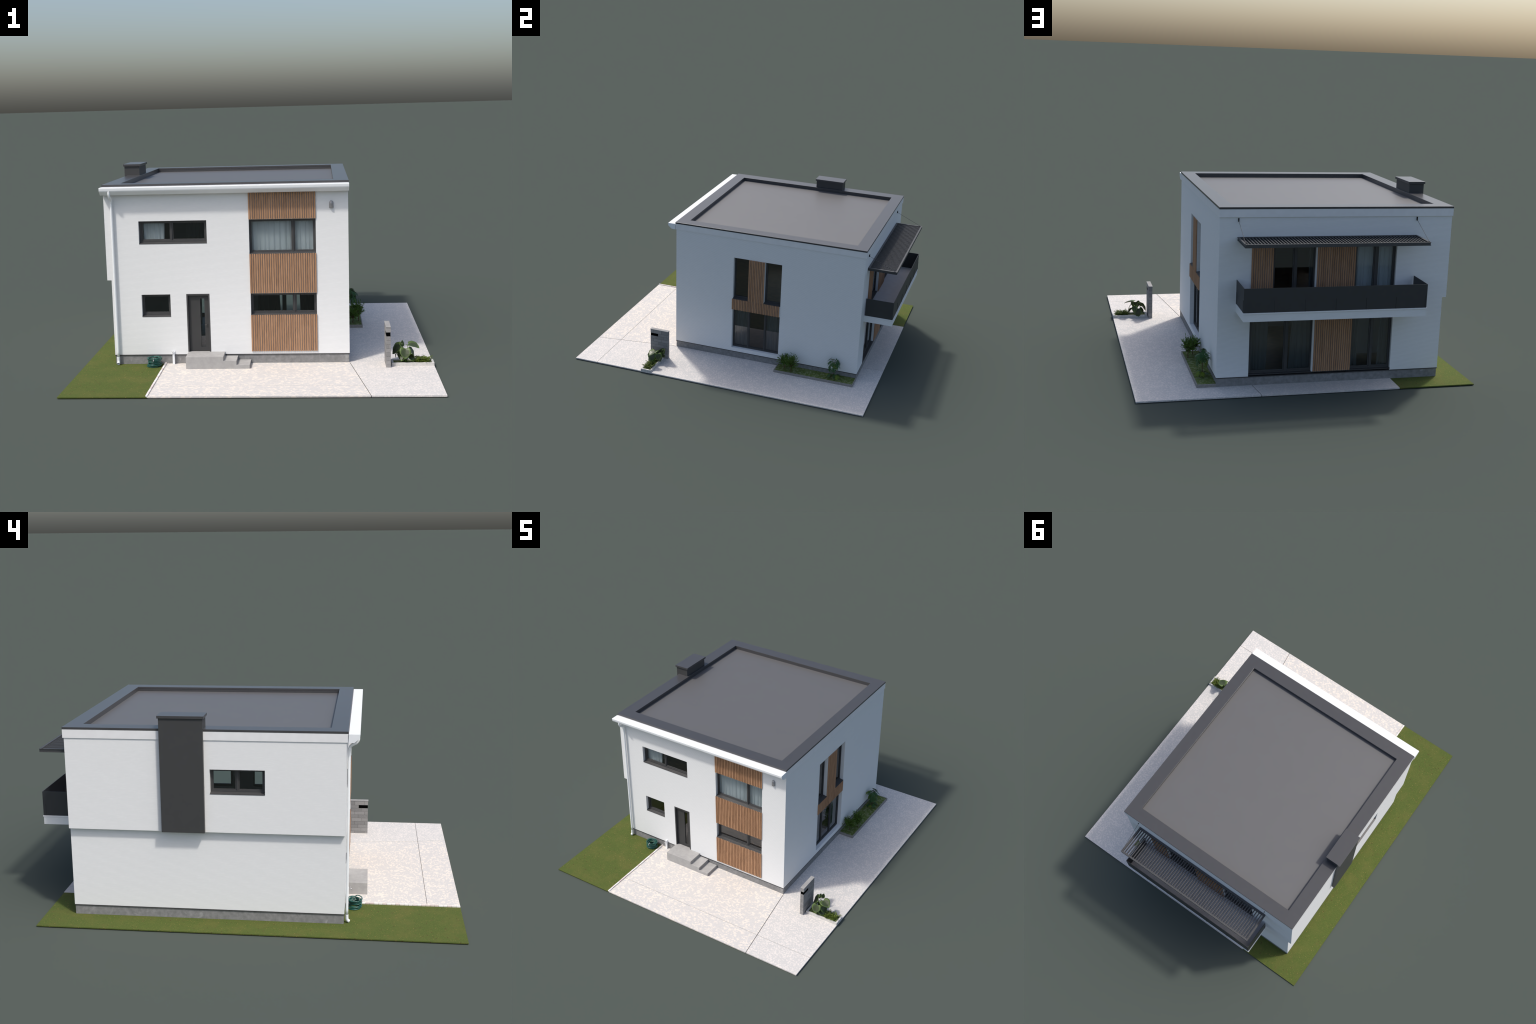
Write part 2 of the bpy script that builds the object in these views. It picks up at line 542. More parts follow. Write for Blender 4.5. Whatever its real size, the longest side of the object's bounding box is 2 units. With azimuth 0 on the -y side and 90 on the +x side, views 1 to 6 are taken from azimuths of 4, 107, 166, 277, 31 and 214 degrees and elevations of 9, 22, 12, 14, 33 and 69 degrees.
# gutter: closed box section along the street eaves
prof = [(-0.4628, 0.9003), (-0.5112, 0.9003), (-0.5126, 0.8990), (-0.5122, 0.8935), (-0.5113, 0.8865), (-0.5092, 0.8815), (-0.4880, 0.8638), (-0.4855, 0.8626), (-0.4628, 0.8626)]
w = Build()
n = len(prof)
x0, x1 = -0.7445, 0.4634
w.add([(x0, y, z) for y, z in prof] + [(x1, y, z) for y, z in prof],
      [list(range(n)), list(range(n, 2 * n))[::-1]] + [(i, (i + 1) % n, (i + 1) % n + n, i + n) for i in range(n)])
gut = w.obj("gutter", "gutter", house)
w = Build()
px = -0.6975
path = smooth_path([(px, -0.5045, 0.886), (px, -0.5050, 0.876), (px, -0.5040, 0.8655), (px, -0.4965, 0.8540), (px, -0.4850, 0.8475), (px, -0.4740, 0.8410), (px, -0.4672, 0.8320), (px, -0.4658, 0.8200), (px, -0.4658, 0.80), (px, -0.4658, 0.5), (px, -0.4658, 0.2), (px, -0.4658, 0.045)], 5)
tube(w, path, 0.0062, 16)
tube(w, smooth_path([(px, -0.4658, 0.046), (px, -0.4658, 0.034), (px, -0.4668, 0.0245), (px, -0.4705, 0.0180), (px, -0.4770, 0.0140)], 4), 0.0074, 16, cap=False)
tube(w, [(px, -0.4658, 0.046), (px, -0.4658, 0.0461)], 0.0074, 16)
pipe = w.obj("downpipe", "gutter", house, smooth=True)

# ------------------------------------------------------------------ windows
def window(P, rect, panes, z_glass, d_frame, sash=0.0062, sill=None, curtains=(), cloth="greycloth", name="window"):
    a0, a1, z0, z1 = rect
    root = Build()
    holes = [(p[0] - sash, p[1] + sash, z_glass[0] - sash, z_glass[1] + sash) for p in panes]
    zb = z0 + 0.0045 if sill else z0
    panel(root, P, (a0 + 0.0003, a1 - 0.0003, zb, z1 - 0.0003), holes, -d_frame, -d_frame - 0.016)
    fr = root.obj(name, "frame", house, bevel=0.0005)
    for p, h in zip(panes, holes):
        s = Build()
        panel(s, P, (h[0] - 0.0005, h[1] + 0.0005, h[2] - 0.0005, h[3] + 0.0005), [(p[0], p[1], *z_glass)], -d_frame - 0.0035, -d_frame - 0.0125)
        s.obj("sash", "frame", fr, bevel=0.0007)
        pane(P, (p[0] - 0.0015, p[1] + 0.0015, z_glass[0] - 0.0015, z_glass[1] + 0.0015), -d_frame - 0.0070, fr)
    if sill:
        s = Build()
        out, drop = sill
        zt = z0 + drop
        v = [P(a0, z0, out), P(a1, z0, out), P(a1, z0, -d_frame - 0.002), P(a0, z0, -d_frame - 0.002),
             P(a0, z0 + 0.0022, out), P(a1, z0 + 0.0022, out), P(a1, zt, -d_frame - 0.002), P(a0, zt, -d_frame - 0.002)]
        s.hexa(v)
        s.obj("window_sill", "frame", fr)
    for c in curtains:
        curtain(P, c, fr, cloth)
    return fr


def pane(P, r, d, parent):
    g = Build()
    bx(g, P, *r, d - 0.0012, d)
    o = g.obj("glass_pane", "glass", parent)
    o.data.materials.append(M["inner_glass"])
    out = P(0, 0, 1) - P(0, 0, 0)
    for f in o.data.polygons:
        f.material_index = 0 if f.normal.dot(out) > 0.5 else 1
    return o


def curtain(P, c, parent, mat):
    """hanging cloth with folds: c = (along0, along1, z0, z1, depth, folds, narrowing at foot)"""
    a0, a1, z0, z1, d, folds, pinch = c
    rr = random.Random(int(abs(a0) * 10000) + int(z0 * 1000))
    ph = [rr.uniform(0, TAU) for _ in range(3)]
    nu, nv = max(24, folds * 8), 10
    B = Build()
    for side in (0, 1):
        k = len(B.v)
        for i in range(nu + 1):
            s = i / nu
            for j in range(nv + 1):
                t = j / nv
                f = math.sin(s * folds * TAU + ph[0] + 0.5 * math.sin(s * 9 + ph[1])) + 0.45 * math.sin(s * folds * TAU * 1.7 + ph[2] + t)
                a = a0 + (a1 - a0) * s + pinch * (1 - t) * (0.5 - s)
                B.v.append(tuple(P(a, z0 + (z1 - z0) * t, d - side * 0.0008 + 0.0030 * f * (1.0 - 0.35 * t))))
        for i in range(nu):
            for j in range(nv):
                q = [k + i * (nv + 1) + j, k + (i + 1) * (nv + 1) + j, k + (i + 1) * (nv + 1) + j + 1, k + i * (nv + 1) + j + 1]
                B.f.append(q if side == 0 else q[::-1])
    return B.obj("curtain", mat, parent, smooth=True)


D1 = 0.0185
window(PF, F1, [(-0.5511, -0.4188), (-0.4001, -0.2473)], (0.6358, 0.7154), D1, sill=(0.0012, 0.0068), cloth="cloth", curtains=[(-0.562, -0.445, 0.60, 0.74, -0.046, 6, 0.01)])
window(PF, F2, [(-0.5568, -0.4377)], (0.2686, 0.3477), D1, sill=(0.0012, 0.0068))
window(PF, F3, [(-0.0135, 0.1815), (0.2003, 0.2880)], (0.5725, 0.7158), D1, sill=(0.0048, 0.0068), cloth="cloth", curtains=[(-0.030, 0.165, 0.54, 0.74, -0.047, 8, 0.0), (0.153, 0.315, 0.54, 0.74, -0.046, 7, 0.0)])
window(PF, F4, [(-0.0128, 0.1820), (0.2021, 0.2885)], (0.2684, 0.3476), D1, sill=(0.0048, 0.0068))
window(PL, L1, [(0.0405, 0.1388), (-0.0819, 0.0207)], (0.6354, 0.7176), 0.0215, sill=(0.0012, 0.0075))
window(PR, R1, [(-0.0430, 0.0465)], (0.4520, 0.7200), 0.0235, sill=(0.0035, 0.0065))
window(PR, R2, [(0.1742, 0.2690)], (0.4520, 0.7200), 0.0235, sill=(0.0035, 0.0065))
window(PR, R3, [(-0.0420, 0.0470), (0.0640, 0.1625), (0.1775, 0.2680)], (0.0940, 0.3540), 0.0235, sash=0.0045,
       curtains=[(-0.048, 0.058, 0.075, 0.372, -0.052, 6, 0.0), (0.170, 0.285, 0.075, 0.372, -0.052, 6, 0.0)])
window(PB, B1, [(-0.0215, 0.0935), (0.1175, 0.2830)], (0.0795, 0.3520), 0.0145, name="patio_door",
       curtains=[(0.190, 0.295, 0.068, 0.374, -0.049, 6, 0.02), (-0.035, 0.070, 0.068, 0.374, -0.049, 6, -0.03)])
window(PB, B2, [(-0.4400, -0.3560), (-0.3335, -0.2440)], (0.0795, 0.3520), 0.0145, name="patio_door",
       curtains=[(-0.282, -0.232, 0.068, 0.374, -0.049, 4, 0.0), (-0.452, -0.400, 0.068, 0.374, -0.049, 4, -0.02)])
window(PB, B3, [(-0.0215, 0.0615), (0.0848, 0.1755)], (0.4560, 0.7170), 0.0145, name="balcony_door",
       curtains=[(-0.040, -0.002, 0.440, 0.775, -0.049, 3, 0.01)])
window(PB, B4, [(-0.4380, -0.3620), (-0.3350, -0.2480)], (0.4560, 0.7170), 0.0145, name="balcony_door",
       cloth="cloth", curtains=[(-0.455, -0.340, 0.440, 0.775, -0.049, 6, 0.0), (-0.342, -0.230, 0.440, 0.775, -0.049, 6, 0.0)])

# thresholds on the garden side
w = Build()
bx(w, PB, -0.4525, 0.2980, 0.0618, 0.0654, -0.036, 0.0016)
bx(w, PB, -0.4515, 0.2970, 0.0548, 0.0619, -0.036, -0.0190)
w.obj("threshold", "frame", house)
w = Build()
bx(w, PB, -0.4513, -0.2332, 0.4372, 0.4450, -0.033, -0.001)
bx(w, PB, -0.0358, 0.1878, 0.4372, 0.4450, -0.033, -0.001)
w.obj("threshold", "frame", house)

# front door
w = Build()
panel(w, PF, (FD[0] + 0.0003, FD[1] - 0.0003, 0.0672, FD[3] - 0.0003), [(FD[0] + 0.0075, FD[1] - 0.0075, 0.0, FD[3] - 0.0085)], 0.0006, -0.030)
door = w.obj("front_door", "frame", house, bevel=0.0005)
w = Build()
LEAF = (FD[0] + 0.0078, FD[1] - 0.0078, 0.0690, FD[3] - 0.0088)
panel(w, PF, LEAF, [(-0.2783, -0.2575, 0.0890, 0.3362)], -0.0125, -0.0220)
leaf = w.obj("door_leaf", "door", door, bevel=0.0005)
pane(PF, (-0.2790, -0.2568, 0.0883, 0.3369), -0.0165, door)
w = Build()
bx(w, PF, -0.2472, -0.2440, 0.196, 0.207, -0.0126, -0.0105)
tube(w, [PF(-0.2456, 0.2035, -0.012), PF(-0.2456, 0.2035, -0.0070), PF(-0.2475, 0.2035, -0.0062), PF(-0.2590, 0.2035, -0.0062)], 0.0011, 6)
w.obj("door_handle", "frame", door)

# wall lamp: half drum with a domed top
w = Build()
cx, rl = 0.3783, 0.0105
rings, seg = [(0.7795, 1.0), (0.8035, 1.0), (0.8080, 0.93), (0.8115, 0.74), (0.8136, 0.42), (0.8142, 0.05)], 14
for z, s in rings:
    for j in range(seg + 1):
        a = math.pi * j / seg
        w.v.append((cx - math.cos(a) * rl * s, YF - 0.0004 - math.sin(a) * rl * s * 1.15, z))
for i in range(len(rings) - 1):
    for j in range(seg):
        a = i * (seg + 1) + j
        w.f.append([a, a + 1, a + seg + 2, a + seg + 1])
w.f.append(list(range(seg + 1))[::-1])
lamp = w.obj("wall_lamp", "lampgrey", house)
for p in lamp.data.polygons:
    p.use_smooth = len(p.vertices) == 4

# ------------------------------------------------------------------ timber cladding
PITCH = 0.01090
cladding = empty("timber_cladding", house)


def slats(P, a0, a1, z0, z1, d0=0.0007, d1=0.0056, pitch=PITCH, fill=0.70):
    count = max(2, round((a1 - a0) / pitch))
    wd = (a1 - a0) / (count - 1 + fill) * fill
    step = (a1 - a0 - wd) / (count - 1)
    o0 = P(0, 0, 0)
    B = Build()
    bx(B, P, -wd / 2, wd / 2, -(z1 - z0) / 2, (z1 - z0) / 2, d0, d1)
    B.v = [tuple(Vector(v) - o0) for v in B.v]
    first = B.obj("cladding_slat", "timber", cladding)
    back = Build()
    bx(back, P, a0 + 0.0012, a1 - 0.0012, z0 + 0.0012, z1 - 0.0012, -0.0004, 0.0006)
    back.obj("gap_shade_panel", "gap_shade", cladding)
    for i in range(count):
        o = first if i == 0 else link(first.copy(), cladding)
        o.location = P(a0 + wd / 2 + step * i, (z0 + z1) / 2 + R.uniform(-0.0003, 0.0003), R.uniform(-0.0002, 0.0))


for z0, z1 in ((0.7300, 0.8625), (0.3630, 0.5592), (0.0690, 0.2535)):
    slats(PF, -0.0250, 0.3016, z0, z1)
slats(PR, 0.0548, 0.1620, 0.4385, 0.7290)
slats(PR, -0.0552, 0.2716, 0.3625, 0.4375)
slats(PB, 0.1885, 0.2972, 0.4380, 0.7280)
slats(PB, -0.2330, -0.0355, 0.4380, 0.7280)
slats(PB, -0.2318, -0.0362, 0.0668, 0.3925)

# ------------------------------------------------------------------ balcony
balcony = empty("balcony", house)
w = Build().box(-0.5510, 0.3705, YB - 0.004, 0.9970, 0.3932, 0.4305)
w.obj("balcony_slab", "ribbed", balcony)
w = Build().box(-0.5532, 0.3725, YB - 0.003, 1.0000, 0.4306, 0.4366)
w.obj("slab_lip", "trim", balcony, bevel=0.0005)
w = Build().box(-0.5475, 0.3668, YB - 0.002, 0.9940, 0.4360, 0.4378)
w.obj("balcony_deck", "deck", balcony)
w = Build()
w.box(-0.5510, 0.3705, 0.9950, 0.9975, 0.4372, 0.5557)
w.box(-0.5510, -0.5485, 0.8180, 0.9949, 0.4372, 0.5557)
w.box(0.3680, 0.3705, 0.8180, 0.9949, 0.4372, 0.5557)
rail = w.obj("balustrade_panel", "rail", balcony)
w = Build()
for i in range(6):
    x = 0.2206 - 0.1530 * i
    w.box(x - 0.0012, x + 0.0012, 0.9938, 0.9992, 0.4370, 0.4960)
for y in (0.8270, 0.9850):
    w.box(-0.5528, -0.5470, y - 0.0012, y + 0.0012, 0.4370, 0.4960)
    w.box(0.3665, 0.3723, y - 0.0012, y + 0.0012, 0.4370, 0.4960)
w.obj("balustrade_post", "rail", balcony)

# ------------------------------------------------------------------ louvred canopy
canopy = empty("louvre_canopy", house)
AX0, AX1, AY0, AY1, AZ0, AZ1 = -0.5520, 0.3715, 0.8140, 0.9985, 0.7495, 0.7662
w = Build()
w.box(AX0 + 0.0028, AX1 - 0.0028, AY1 - 0.0100, AY1, AZ0, AZ1)
w.box(AX0 + 0.0028, AX1 - 0.0028, AY0, AY0 + 0.0110, AZ0, AZ1)
for s, e in ((AX0, 1), (AX1, -1)):        # side channels, open outwards
    xs = sorted((s + e * 0.0022, s + e * 0.0050))
    w.box(xs[0], xs[1], AY0 + 0.0005, AY1 - 0.0003, AZ0 + 0.0003, AZ1 - 0.0003)
    xs = sorted((s, s + e * 0.0105))
    w.box(xs[0], xs[1], AY0 + 0.0002, AY1 - 0.0002, AZ1 - 0.0034, AZ1 - 0.0001)
    w.box(xs[0], xs[1], AY0 + 0.0002, AY1 - 0.0002, AZ0 + 0.0001, AZ0 + 0.0030)
w.obj("canopy_frame", "louvre", canopy)
NL, LP = 56, 0.0160
B = Build().box(-0.0024, 0.0024, AY0 + 0.0095, AY1 - 0.0085, -0.0068, 0.0058)
first = B.obj("louvre_slat", "louvre", canopy)
for i in range(NL):
    o = first if i == 0 else link(first.copy(), canopy)
    o.location = ((AX0 + AX1) / 2 + LP * (i - (NL - 1) / 2), 0, (AZ0 + AZ1) / 2)
for x in (0.3672, -0.5468):
    w = Build().box(x - 0.0020, x + 0.0020, YB - 0.001, YB + 0.0060, 0.8405, 0.8582)
    w.obj("stay_bracket", "black", canopy)
    w = Build().box(x - 0.0024, x + 0.0024, 0.9800, 0.9880, AZ1 - 0.0002, AZ1 + 0.0032)
    w.obj("stay_bracket", "louvre", canopy)
    w = Build()
    tube(w, [(x, YB + 0.0055, 0.8440), (x, 0.9838, 0.7680)], 0.0010, 8)
    w.obj("stay_rod", "rod", canopy)

# ------------------------------------------------------------------ entrance steps
w = Build()
prof = [(-0.3440, 0.0068), (-0.0303, 0.0068), (-0.0303, 0.0268), (-0.0948, 0.0268), (-0.0948, 0.0472), (-0.1593, 0.0472), (-0.1593, 0.0676), (-0.3440, 0.0676)]
n = len(prof)
w.add([(x, -0.5578, z) for x, z in prof] + [(x, YF - 0.0002, z) for x, z in prof],
      [[0, 1, 2, 3, 4, 5, 6, 7], list(range(n, 2 * n))[::-1]] + [(i, (i + 1) % n, (i + 1) % n + n, i + n) for i in range(n)])
w.box(FD[0] + 0.0078, FD[1] - 0.0078, YF - 0.001, YF + 0.0135, 0.0560, 0.0674)
w.obj("entrance_steps", "step", house, bevel=0.0007)

# ------------------------------------------------------------------ plot: paving, lawn, kerb
plot = empty("garden_plot", label="square plot with pale paving, lawn strip and kerb", category="garden ground")
ZP, ZG, PX, PY0, PY1 = 0.0074, 0.0060, 0.8665, -1.0000, 0.9525
w = Build().box(-0.4590, PX - 0.0012, PY0 + 0.0012, PY1 - 0.0012, 0.0004, 0.0052)
w.obj("joint_bed", "bedding", plot)


def crack(y):            # the slanting joint beside the house corner
    return 0.4600 + (0.5372 - 0.4600) * (y - YF) / (PY0 - YF)


def seam(y):             # joint across the back path
    return 0.2750 + (0.2575 - 0.2750) * (y - 0.8085) / (0.9475 - 0.8085)


G, S = 0.0017, 0.0010
SEAM_Y = -0.8440
slabs = [
    ("pave_big", [(-0.4555, PY0), (crack(PY0) - G, PY0), (crack(SEAM_Y - S) - G, SEAM_Y - S), (-0.4555, SEAM_Y - S)]),
    ("pave_big", [(-0.4555, SEAM_Y + S), (crack(SEAM_Y + S) - G, SEAM_Y + S), (crack(YF + 0.006) - G, YF + 0.006), (-0.4555, YF + 0.006)]),
    ("pave_fine", [(crack(PY0) + G, PY0), (PX, PY0), (PX, SEAM_Y - S), (crack(SEAM_Y - S) + G, SEAM_Y - S)]),
    ("pave_fine", [(crack(SEAM_Y + S) + G, SEAM_Y + S), (PX, SEAM_Y + S), (PX, PY1), (seam(PY1) + G, PY1), (seam(YB - 0.006) + G, YB - 0.006), (XR - 0.006, YB - 0.006), (XR - 0.006, YF + 0.0055), (crack(YF) + G, YF)]),
    ("pave_plain", [(-0.4585, YB - 0.006), (seam(YB - 0.006) - G, YB - 0.006), (seam(PY1) - G, PY1), (-0.4585, PY1)]),
]
for mat, poly in slabs:
    Build().prism(poly, 0.0, ZP).obj("paving_slab", mat, plot, bevel=0.0004)
w = Build()
PG = lambda a, z, d: Vector((a, z, d))
panel(w, PG, (-PX, -0.4590, PY0, PY1 - 0.0010), [(XL_LOW + 0.006, 0.0, YF + 0.006, YB - 0.006)], ZG, 0.0)
w.obj("lawn", "lawn", plot, bevel=0.0008)
# row of small kerb stones
k = 27
for i in range(k):
    ya, yb = PY0 + (YF + 0.0075 - PY0) * i / k, PY0 + (YF + 0.0075 - PY0) * (i + 1) / k
    yc, hl = (ya + yb) / 2, (yb - ya) / 2 - 0.0006
    if i == 0:
        base = Build().box(-0.0048, 0.0048, -hl, hl, -0.0052, 0.0062).obj("kerb_stone", "edging", plot, bevel=0.0012)
    o = base if i == 0 else link(base.copy(), plot)
    o.location = (-0.4602 + R.uniform(-0.0003, 0.0003), yc, 0.0066 + R.uniform(-0.0004, 0.0004))

# ------------------------------------------------------------------ letterbox pillar
pillar = empty("letterbox_pillar", label="slim grey brick pillar with black letter slot", category="letterbox", loc=(0.643, -0.492, ZP))
def sub(o, root):
    o.parent = root
    o.matrix_parent_inverse = Matrix.Translation(root.location).inverted()
    return o
X0, X1, Y0, Y1 = 0.6320, 0.6545, -0.5550, -0.4285
w = Build().box(X0 + 0.0010, X1 - 0.0010, Y0 + 0.0010, -0.5000, 0.0050, 0.1622)
w.box(X0 + 0.0010, X1 - 0.0010, -0.4985, Y1 - 0.0010, 0.0050, 0.2050)
w.box(X0 + 0.0010, X1 - 0.0010, Y0 + 0.0010, -0.4984, 0.1815, 0.2050)
w.box(X0 + 0.0010, X1 - 0.0010, -0.5005, -0.4984, 0.0050, 0.1820)
sub(w.obj("mortar", "mortar"), pillar)
w = Build().box(X0 + 0.0015, X1 - 0.0015, -0.5538, -0.5008, 0.1628, 0.1809)
sub(w.obj("letter_slot", "black"), pillar)
ch, rows = 0.0203, 11
ztop = 0.2055
stone = {}
for r in range(rows):
    z1 = ztop if r == 0 else 0.1812 if r == 1 else 0.1625 - ch * (r - 2)
    z0 = 0.1812 if r == 0 else 0.1625 if r == 1 else max(z1 - ch, 0.0062)
    if z1 - z0 < 0.004:
        continue
    off = (0.020, 0.039, 0.058)[(r * 2) % 3]
    ys = [Y0] + [y for y in (Y0 + off - 0.0575, Y0 + off, Y0 + off + 0.0575, Y0 + off + 0.115) if Y0 + 0.008 < y < Y1 - 0.008] + [Y1]
    if r == 1:
        ys = [-0.5002] + [y for y in ys if y > -0.490]
    for ya, yb in zip(ys, ys[1:]):
        front = ya == Y0 and r in (4, 7)
        spans = [(X0, X0 + 0.0145), (X0 + 0.0145, X1)] if front else [(X0, X1)]
        for xa, xb in spans:
            B = Build().box(-(xb - xa) / 2 + 0.0002, (xb - xa) / 2 - 0.0002, -(yb - ya) / 2 + 0.00055, (yb - ya) / 2 - 0.00055, -(z1 - z0) / 2 + 0.00055, (z1 - z0) / 2 - 0.00055)
            o = B.obj("brick", "brick", bevel=0.0004)
            o.location = ((xa + xb) / 2 + R.uniform(-0.00015, 0.00015), (ya + yb) / 2 + R.uniform(-0.0001, 0.0001), (z0 + z1) / 2)
            sub(o, pillar)
w = Build().box(X0 - 0.0008, X1 + 0.0008, Y0 - 0.0014, Y1 + 0.0014, 0.2057, 0.2098)
sub(w.obj("cap_stone", "capstone", bevel=0.0005), pillar)

# ------------------------------------------------------------------ leaves
def leaf_mesh(name, outline, mat, cup=0.12, droop=0.25, rows=14, cols=9, thick=0.02, wavy=0.0):
    """unit leaf: stalk end at y=0, tip at y=1; outline(t) = half width"""
    B = Build()
    for side in (0, 1):
        k = len(B.v)
        for i in range(rows + 1):
            t = i / rows
            hw = outline(t)
            for j in range(cols):
                s = 2 * j / (cols - 1) - 1
                x = s * hw
                y = t - (0.16 * abs(s) ** 1.5 * max(0.0, 1 - t * 2.2) if outline.__name__ == "heart" else 0.0)
                z = cup * abs(s) * hw * 1.2 - droop * t * t + wavy * math.sin(t * 17 + s * 2) * abs(s) - side * thick
                B.v.append((x, y, z))
        for i in range(rows):
            for j in range(cols - 1):
                q = [k + i * cols + j, k + i * cols + j + 1, k + (i + 1) * cols + j + 1, k + (i + 1) * cols + j]
                B.f.append(q if side == 0 else q[::-1])
    n1 = (rows + 1) * cols
    rim = [i * cols for i in range(rows + 1)] + [rows * cols + j for j in range(1, cols)] + [i * cols + cols - 1 for i in range(rows - 1, -1, -1)] + list(range(cols - 2, 0, -1))
    for a, b in zip(rim, rim[1:] + rim[:1]):
        B.f.append([a, b, b + n1, a + n1])
    me = mesh_from(B.v, B.f, name)
    bm = bmesh.new()
    bm.from_mesh(me)
    bmesh.ops.remove_doubles(bm, verts=bm.verts, dist=1e-5)
    bmesh.ops.recalc_face_normals(bm, faces=bm.faces)
    bm.to_mesh(me)
    bm.free()
    me.materials.append(M[mat])
    me.shade_smooth()
    return me


def heart(t):
    return 0.57 * (math.sin(math.pi * min(1, (t + 0.10) / 1.12) ** 0.72)) ** 0.8 if t < 0.999 else 0.003


def oval(t):
    return 0.02 + 0.30 * math.sin(math.pi * t) ** 0.8


def aim(o, at, tip, up, size):
    """put a leaf so its blade centre is at 'at', its tip points along 'tip', its upper side along 'up'"""
    y = Vector(tip).normalized()
    z = Vector(up)
    z = (z - y * z.dot(y)).normalized()
    x = y.cross(z)
    m = Matrix((x, y, z)).transposed()
    loc = Vector(at) - (m @ Vector((0, 0.47, -0.05))) * size
    o.matrix_world = Matrix.Translation(loc) @ m.to_4x4() @ Matrix.Scale(size, 4)
    return loc


def split_leaf(name, mat, fingers=6):
    """deeply lobed leaf: a midrib with finger lobes to both sides"""
    B = Build()
    rr = random.Random(5)
    def lobe(base, tip, w):
        base, tip = Vector(base), Vector(tip)
        d = tip - base
        nrm = Vector((-d.y, d.x, 0)).normalized()
        rows = 5
        k = len(B.v)
        for side in (0, 1):
            for i in range(rows + 1):
                t = i / rows
                hw = w * (0.75 + 0.5 * math.sin(math.pi * t)) * (1 - t ** 4)
                c = base + d * t
                z = -0.22 * (c.x ** 2 + max(0, c.y - 0.2) ** 2) - side * 0.015
                for s in (-1, 1):
                    p = c + nrm * hw * s
                    B.v.append((p.x, p.y, z))
        m = (rows + 1) * 2
        for i in range(rows):
            a = k + 2 * i
            B.f.append([a, a + 1, a + 3, a + 2])
            B.f.append([a + m, a + m + 2, a + m + 3, a + m + 1])
            B.f.append([a, a + 2, a + m + 2, a + m])
            B.f.append([a + 1, a + 1 + m, a + 3 + m, a + 3])
    lobe((0, 0.0, 0), (0, 1.0, 0), 0.075)
    for i in range(fingers):
        y = 0.08 + 0.13 * i
        ln = 0.46 * math.sin(math.pi * (0.25 + 0.62 * i / fingers))
        for s in (-1, 1):
            lobe((0, y, 0), (s * ln * 1.12, y + 0.10 + 0.06 * i + rr.uniform(-0.04, 0.04) - (0.18 if i == 0 else 0), 0), 0.046)
    me = mesh_from(B.v, B.f, name)
    me.materials.append(M[mat])
    return me


# ------------------------------------------------------------------ front planter with a broad-leaved plant
planter = empty("stone_planter", label="low cream stone planter with broad-leaved plant and fern", category="planter", loc=(0.7625, -0.492, ZP))
PXA, PXB, PYA, PYB = 0.6600, 0.8664, -0.5280, -0.4565
w = Build().ring((PXA, PXB, PYA, PYB), (PXA + 0.0105, PXB - 0.0105, PYA + 0.0095, PYB - 0.0095), 0.0040, 0.0232)
sub(w.obj("planter_box", "kerb", bevel=0.0008), planter)
w = Build().box(PXA + 0.0100, PXB - 0.0100, PYA + 0.0090, PYB - 0.0090, 0.0045, 0.0185)
sub(w.obj("soil", "bedgreen"), planter)
plant = empty("broad_leaved_plant", loc=(0.7300, -0.4970, 0.018))
sub(plant, planter)
plant_inv = Matrix.Translation((0.7300, -0.4970, 0.018)).inverted()
HEART = leaf_mesh("leaf", heart, "bigleaf", cup=0.22, droop=0.20, thick=0.016, wavy=0.012)
HEART2 = leaf_mesh("leaf", heart, "bigleaf", cup=0.10, droop=0.48, thick=0.016, wavy=0.02)
LEAVES = [   # blade centre, tip direction, upper side, length, mesh
    ((0.7252, -0.5256, 0.0690), (-0.05, -0.55, -0.80), (0.06, -0.80, 0.60), 0.050, HEART),
    ((0.7690, -0.4880, 0.0985), (0.90, -0.36, -0.05), (0.02, -0.16, 1.0), 0.056, HEART),
    ((0.6850, -0.4650, 0.0800), (-0.85, 0.05, -0.45), (-0.40, -0.45, 0.80), 0.056, HEART2),
    ((0.7180, -0.4330, 0.0990), (0.35, 0.35, 0.75), (0.75, -0.60, 0.10), 0.028, HEART),
    ((0.7030, -0.4380, 0.0960), (-0.45, 0.45, 0.55), (-0.20, -0.80, 0.40), 0.026, HEART2),
    ((0.7670, -0.4960, 0.0660), (0.72, 0.10, -0.60), (0.60, -0.25, 0.75), 0.050, HEART2),
    ((0.7010, -0.4930, 0.0660), (-0.60, -0.10, -0.70), (-0.70, -0.10, 0.65), 0.028, HEART2),
    ((0.7150, -0.5060, 0.0400), (-0.50, -0.50, -0.50), (-0.25, -0.55, 0.80), 0.030, HEART),
    ((0.7560, -0.5100, 0.0420), (0.65, -0.40, -0.55), (0.35, -0.45, 0.80), 0.038, HEART),
    ((0.7180, -0.4520, 0.0400), (0.00, 0.45, -0.85), (0.10, 0.85, 0.50), 0.046, HEART2),
    ((0.7390, -0.4600, 0.0600), (0.45, 0.35, -0.80), (0.70, 0.50, 0.45), 0.042, HEART2),
    ((0.6900, -0.4500, 0.0540), (-0.75, 0.25, -0.60), (-0.55, 0.20, 0.80), 0.038, HEART2),
]
stems = Build()
for at, tip, up, size, me in LEAVES:
    o = link(bpy.data.objects.new("leaf", me))
    foot = aim(o, at, tip, up, size)
    mw = o.matrix_world.copy()
    o.parent = plant
    o.matrix_parent_inverse = Matrix.Identity(4)
    o.matrix_basis = plant_inv @ mw
    b0 = Vector((0.7300 + R.uniform(-0.006, 0.006), -0.4970 + R.uniform(-0.005, 0.005), 0.016))
    midp = b0.lerp(foot, 0.55) + Vector((0, 0, 0.010))
    pts = smooth_path([b0, midp, foot + (foot - Vector(at)) * 0.05, foot.lerp(Vector(at), 0.15)], 4)
    tube(stems, pts, [0.0017 - 0.0009 * i / (len(pts) - 1) for i in range(len(pts))], 6)
